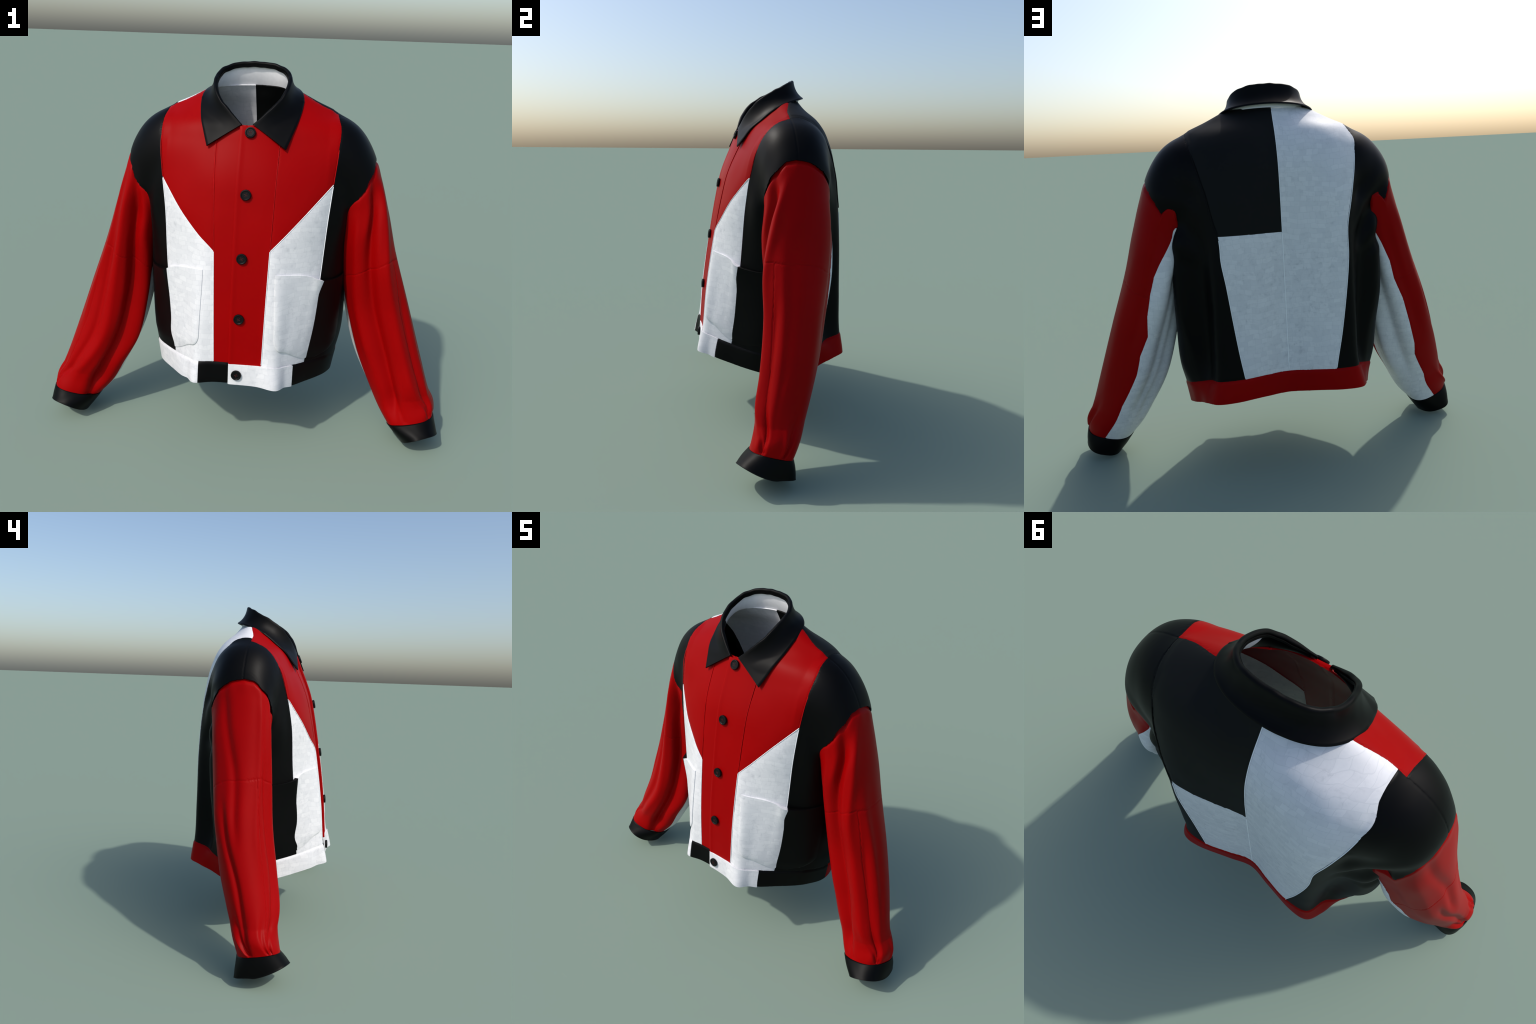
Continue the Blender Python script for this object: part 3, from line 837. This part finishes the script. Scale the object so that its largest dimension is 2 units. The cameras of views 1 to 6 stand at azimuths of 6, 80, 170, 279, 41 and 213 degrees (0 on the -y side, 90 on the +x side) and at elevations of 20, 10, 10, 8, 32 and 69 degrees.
    inner = (P + R * (bulge + wob) - R * .013)[::-1]
    rim = (outer[-1] + inner[0])[None] / 2 + (B - T)[None] / np.linalg.norm(B - T, axis=-1)[None, :, None] * .004
    rimt = (outer[0] + inner[-1])[None] / 2 - (B - T)[None] / np.linalg.norm(B - T, axis=-1)[None, :, None] * .003
    C = np.concatenate([rimt, outer, rim, inner, rimt])
    Q = grid_faces(len(C), nph, True)
    CV = C.reshape(-1, 3); QF = tris(Q)
    k = 10 * nph * 1
    n0 = np.cross(CV[QF[k, 1]] - CV[QF[k, 0]], CV[QF[k, 2]] - CV[QF[k, 0]])
    if n0 @ (CV[QF[k, 0]] - CV.mean(0)) < 0: QF = QF[:, ::-1]
    CV[:, 2] = np.maximum(CV[:, 2], 0.0)
    add_object("cuff", CV, QF, BLACK, sl, None, math.radians(50))
for side in (1, -1): build_sleeve(side)

# ------------------------------------------------------------------ collar
# fold crest, outer edge of the fall, neck seam : front centre -> back centre (right half)
FOLD = [(.030,-.152,1.566),(.085,-.128,1.618),(.132,-.100,1.662),(.163,-.062,1.702),(.177,-.005,1.739),(.175,.050,1.765),(.155,.095,1.788),(.112,.133,1.805),(.055,.149,1.814),(0,.152,1.816)]
EDGE = [(.173,-.172,1.470),(.200,-.120,1.540),(.220,-.066,1.594),(.231,-.010,1.640),(.232,.045,1.674),(.216,.100,1.696),(.180,.147,1.711),(.125,.180,1.720),(.062,.197,1.725),(0,.202,1.727)]
NECK = [(.030,-.142,1.556),(.095,-.108,1.587),(.150,-.062,1.620),(.182,-.014,1.650),(.192,.030,1.676),(.184,.080,1.696),(.160,.122,1.703),(.116,.153,1.708),(.060,.173,1.711),(0,.179,1.712)]

def both(P, t):
    """t in [-1,1]: -1 right front ... 0 back ... 1 left front."""
    P = np.array(P); L = P[::-1][1:] * [-1, 1, 1]
    A = np.concatenate([P, L]); k = np.linspace(-1, 1, len(A))
    return hermite(k, A, t)

def build_collar():
    n = 220
    t = np.linspace(-1, 1, n)
    Fo, Ed, Ne = both(FOLD, t), both(EDGE, t), both(NECK, t)
    # outward horizontal direction
    tg = np.gradient(Fo, axis=0); out = np.stack([tg[:, 1], -tg[:, 0], 0 * tg[:, 0]], 1)
    out /= np.linalg.norm(out, axis=1, keepdims=True)
    if (out * (Fo - [0, .02, 0]))[n // 2 - 40].sum() < 0: out = -out
    up = np.array([0, 0, 1.])
    back = (1 - np.abs(t)) ; wob = (.0012 * np.sin(37 * t + 1) + .001 * np.sin(61 * t))[:, None]
    Fo = Fo + up * wob * .6 - out * .009
    # fall: quadratic drop from the fold then flare to the edge
    rows = []
    body = sstep(0, .16, 1 - np.abs(t))[:, None]
    r = .0095 * (.5 + .5 * body)
    # inner side of the roll (inside the neck), over the crest, down the outside
    inn = Fo - out * r * 1.25 - up * (.020 * body + .006)
    rows += [inn, inn * .5 + (Fo - out * r * 1.5) * .5]
    for a in np.linspace(200, 20, 11):
        aa = math.radians(a)
        rows.append(Fo - up * r + out * (math.cos(aa) * r - r * .15) + up * math.sin(aa) * r)
    start = rows[-1]
    ctrl = Fo * .52 + Ed * .48 - out * (.012 * body) - up * (.020 * body)
    for q in np.linspace(.08, 1, 18):
        rows.append(start * (1 - q) ** 2 + 2 * ctrl * q * (1 - q) + Ed * q ** 2)
    O = np.stack(rows)                                   # outer sheet (rows, n, 3)
    for r_ in range(14, len(O)):                         # the fall rests on the chest, never inside it
        sel = np.where((O[r_, :, 1] < .02) & (O[r_, :, 2] < 1.66))[0]
        if len(sel):
            x_, z_ = O[r_, sel, 0], O[r_, sel, 2]
            yb = torso(u_of_x(x_, z_), z_)[:, 1] - .015
            O[r_, sel, 1] = np.minimum(O[r_, sel, 1], yb)
    # thickness: offset towards the inside
    du = np.gradient(O, axis=0); dv = np.gradient(O, axis=1)
    N = np.cross(du, dv); N /= np.maximum(np.linalg.norm(N, axis=-1, keepdims=True), 1e-9)
    if (N[20, n // 2] @ out[n // 2]) < 0: N = -N
    th = np.full((len(rows), 1, 1), .008); th[:13] = .005
    I = (O - N * th)[::-1]
    mid = (O[-1] + I[0])[None] / 2 + (Ed - ctrl)[None] / np.linalg.norm(Ed - ctrl, axis=1)[None, :, None] * .004
    ring = np.concatenate([O, mid, I])                   # closed profile
    nr = len(ring)
    V = ring.transpose(1, 0, 2).reshape(-1, 3)           # (n, nr)
    Q = grid_faces(n, nr, True)
    F = [list(q) for q in Q]
    nO = len(O)
    for e, flip in ((0, False), ((n - 1), True)):        # end caps: quads between sheets
        b = e * nr
        for k in range(nO - 1):
            f = [b + k, b + k + 1, b + nr - 2 - k, b + nr - 1 - k]
            F.append(f if flip else f[::-1])
        f = [b + nO - 1, b + nO, b + nO + 1]
        F.append(f if flip else f[::-1])
    col = add_object("collar", V, F, BLACK, root, None, math.radians(55))
    import bmesh
    bm = bmesh.new(); bm.from_mesh(col.data); bmesh.ops.recalc_face_normals(bm, faces=bm.faces); bm.to_mesh(col.data); bm.free()
    # stand: white lining round the back, black facing towards the front ends
    import bmesh
    for ta, tb, mat, name in ((-.66, .66, LINING, "collar_stand"), (-.97, -.66, BLACK, "collar_facing"), (.66, .97, BLACK, "collar_facing")):
        m = 160 if mat is LINING else 50
        t2 = np.linspace(ta, tb, m)
        Fo, Ne = both(FOLD, t2), both(NECK, t2)
        tg = np.gradient(Fo, axis=0); o2 = np.stack([tg[:, 1], -tg[:, 0], 0 * tg[:, 0]], 1); o2 /= np.linalg.norm(o2, axis=1, keepdims=True)
        o2 *= np.sign((o2 * (Fo - [0, .02, 0])).sum(1, keepdims=True))
        bd = sstep(0, .16, 1 - np.abs(t2))[:, None]
        top = Fo - o2 * .014 - up * (.004 + .006 * bd)
        q = np.linspace(0, 1, 14)[:, None, None]
        low = Ne - up * .006 - o2 * .003
        S = low[None] * (1 - q) + top[None] * q - o2[None] * (.005 * np.sin(PI * q))
        So = S + o2[None] * .0045
        ring = np.concatenate([S, So[::-1]])
        nr = len(ring); V = ring.transpose(1, 0, 2).reshape(-1, 3)
        st = add_object(name, V, [list(x) for x in grid_faces(m, nr, True)], mat, root, None, math.radians(60))
        bm = bmesh.new(); bm.from_mesh(st.data); bmesh.ops.holes_fill(bm, edges=bm.edges); bmesh.ops.recalc_face_normals(bm, faces=bm.faces); bm.to_mesh(st.data); bm.free()
build_collar()

# ------------------------------------------------------------------ buttons
def lathe(profile, n):
    P = np.array(profile); a = np.linspace(0, 2 * PI, n, endpoint=False)
    V = np.stack([P[:, None, 0] * np.cos(a), P[:, None, 0] * np.sin(a), P[:, None, 1] + 0 * a], -1).reshape(-1, 3)
    return V, grid_faces(len(P), n, True)[:, ::-1]

bv, bf = lathe([(.0001,-.004),(.021,-.004),(.0225,-.001),(.0225,.005),(.0212,.0072),(.0185,.0078),(.0165,.0066),(.0150,.0052),(.0001,.0048)], 48)
button_mesh = None
tv, tf = [], []
for (hx, hy) in ((.0042,.0042),(-.0042,.0042),(-.0042,-.0042),(.0042,-.0042)):
    v, f = lathe([(.0001,.0040),(.0019,.0040),(.0019,.0054),(.0001,.0054)], 12)
    f = f + sum(map(len, tv)); tv.append(v + [hx, hy, 0]); tf.append(f)
def bar(x0, y0, x1, y1, w=.0007, zz=.0056):
    d = np.array([x1 - x0, y1 - y0]); d /= np.linalg.norm(d); p = np.array([-d[1], d[0]]) * w
    b = [(x0+p[0],y0+p[1],.0045),(x0-p[0],y0-p[1],.0045),(x1-p[0],y1-p[1],.0045),(x1+p[0],y1+p[1],.0045)]
    t = [(a[0], a[1], zz + .0006) for a in b]
    return np.array(b + t), np.array([[4,5,6,7],[0,1,5,4],[1,2,6,5],[2,3,7,6],[3,0,4,7]])
for seg in ((-.0042,-.0042,.0042,.0042),(-.0042,.0042,.0042,-.0042)):
    v, f = bar(*seg, zz=.0058 if seg[1] < 0 else .0052); f = f + sum(map(len, tv)); tv.append(v); tf.append(f)
TVv = np.concatenate(tv); TFf = [list(x) for fs in tf for x in fs]

BUTTONS = [(.016,1.526,0),(.016,1.273,.4),(.012,.995,-.3),(.011,.718,.2),(.009,.443,.6)]
first = None
for bx, bz, rot in BUTTONS:
    u = u_of_x(np.array([bx]), np.array([bz])); p = torso(u, np.array([bz]))[0]; nn = torso_normal(u, np.array([bz]))[0]
    if nn[1] > 0: nn = -nn
    pos = p + nn * (.0135 if bz > .48 else .018)
    if first is None:
        ob = add_object("button", bv, bf, BUTTON, root, None, math.radians(40))
        th = add_object("button_thread", TVv, TFf, THREAD, ob, None, math.radians(30))
        first = (ob, th)
    else:
        ob = first[0].copy(); th = first[1].copy()
        bpy.context.scene.collection.objects.link(ob); bpy.context.scene.collection.objects.link(th)
        ob.parent = root; th.parent = ob
    ob.scale = (1.07, 1.07, 1.0); ob.location = pos; ob.rotation_mode = "QUATERNION"
    qn = Vector(nn).to_track_quat("Z", "Y")
    from mathutils import Quaternion
    ob.rotation_quaternion = qn @ Quaternion((0, 0, 1), rot)
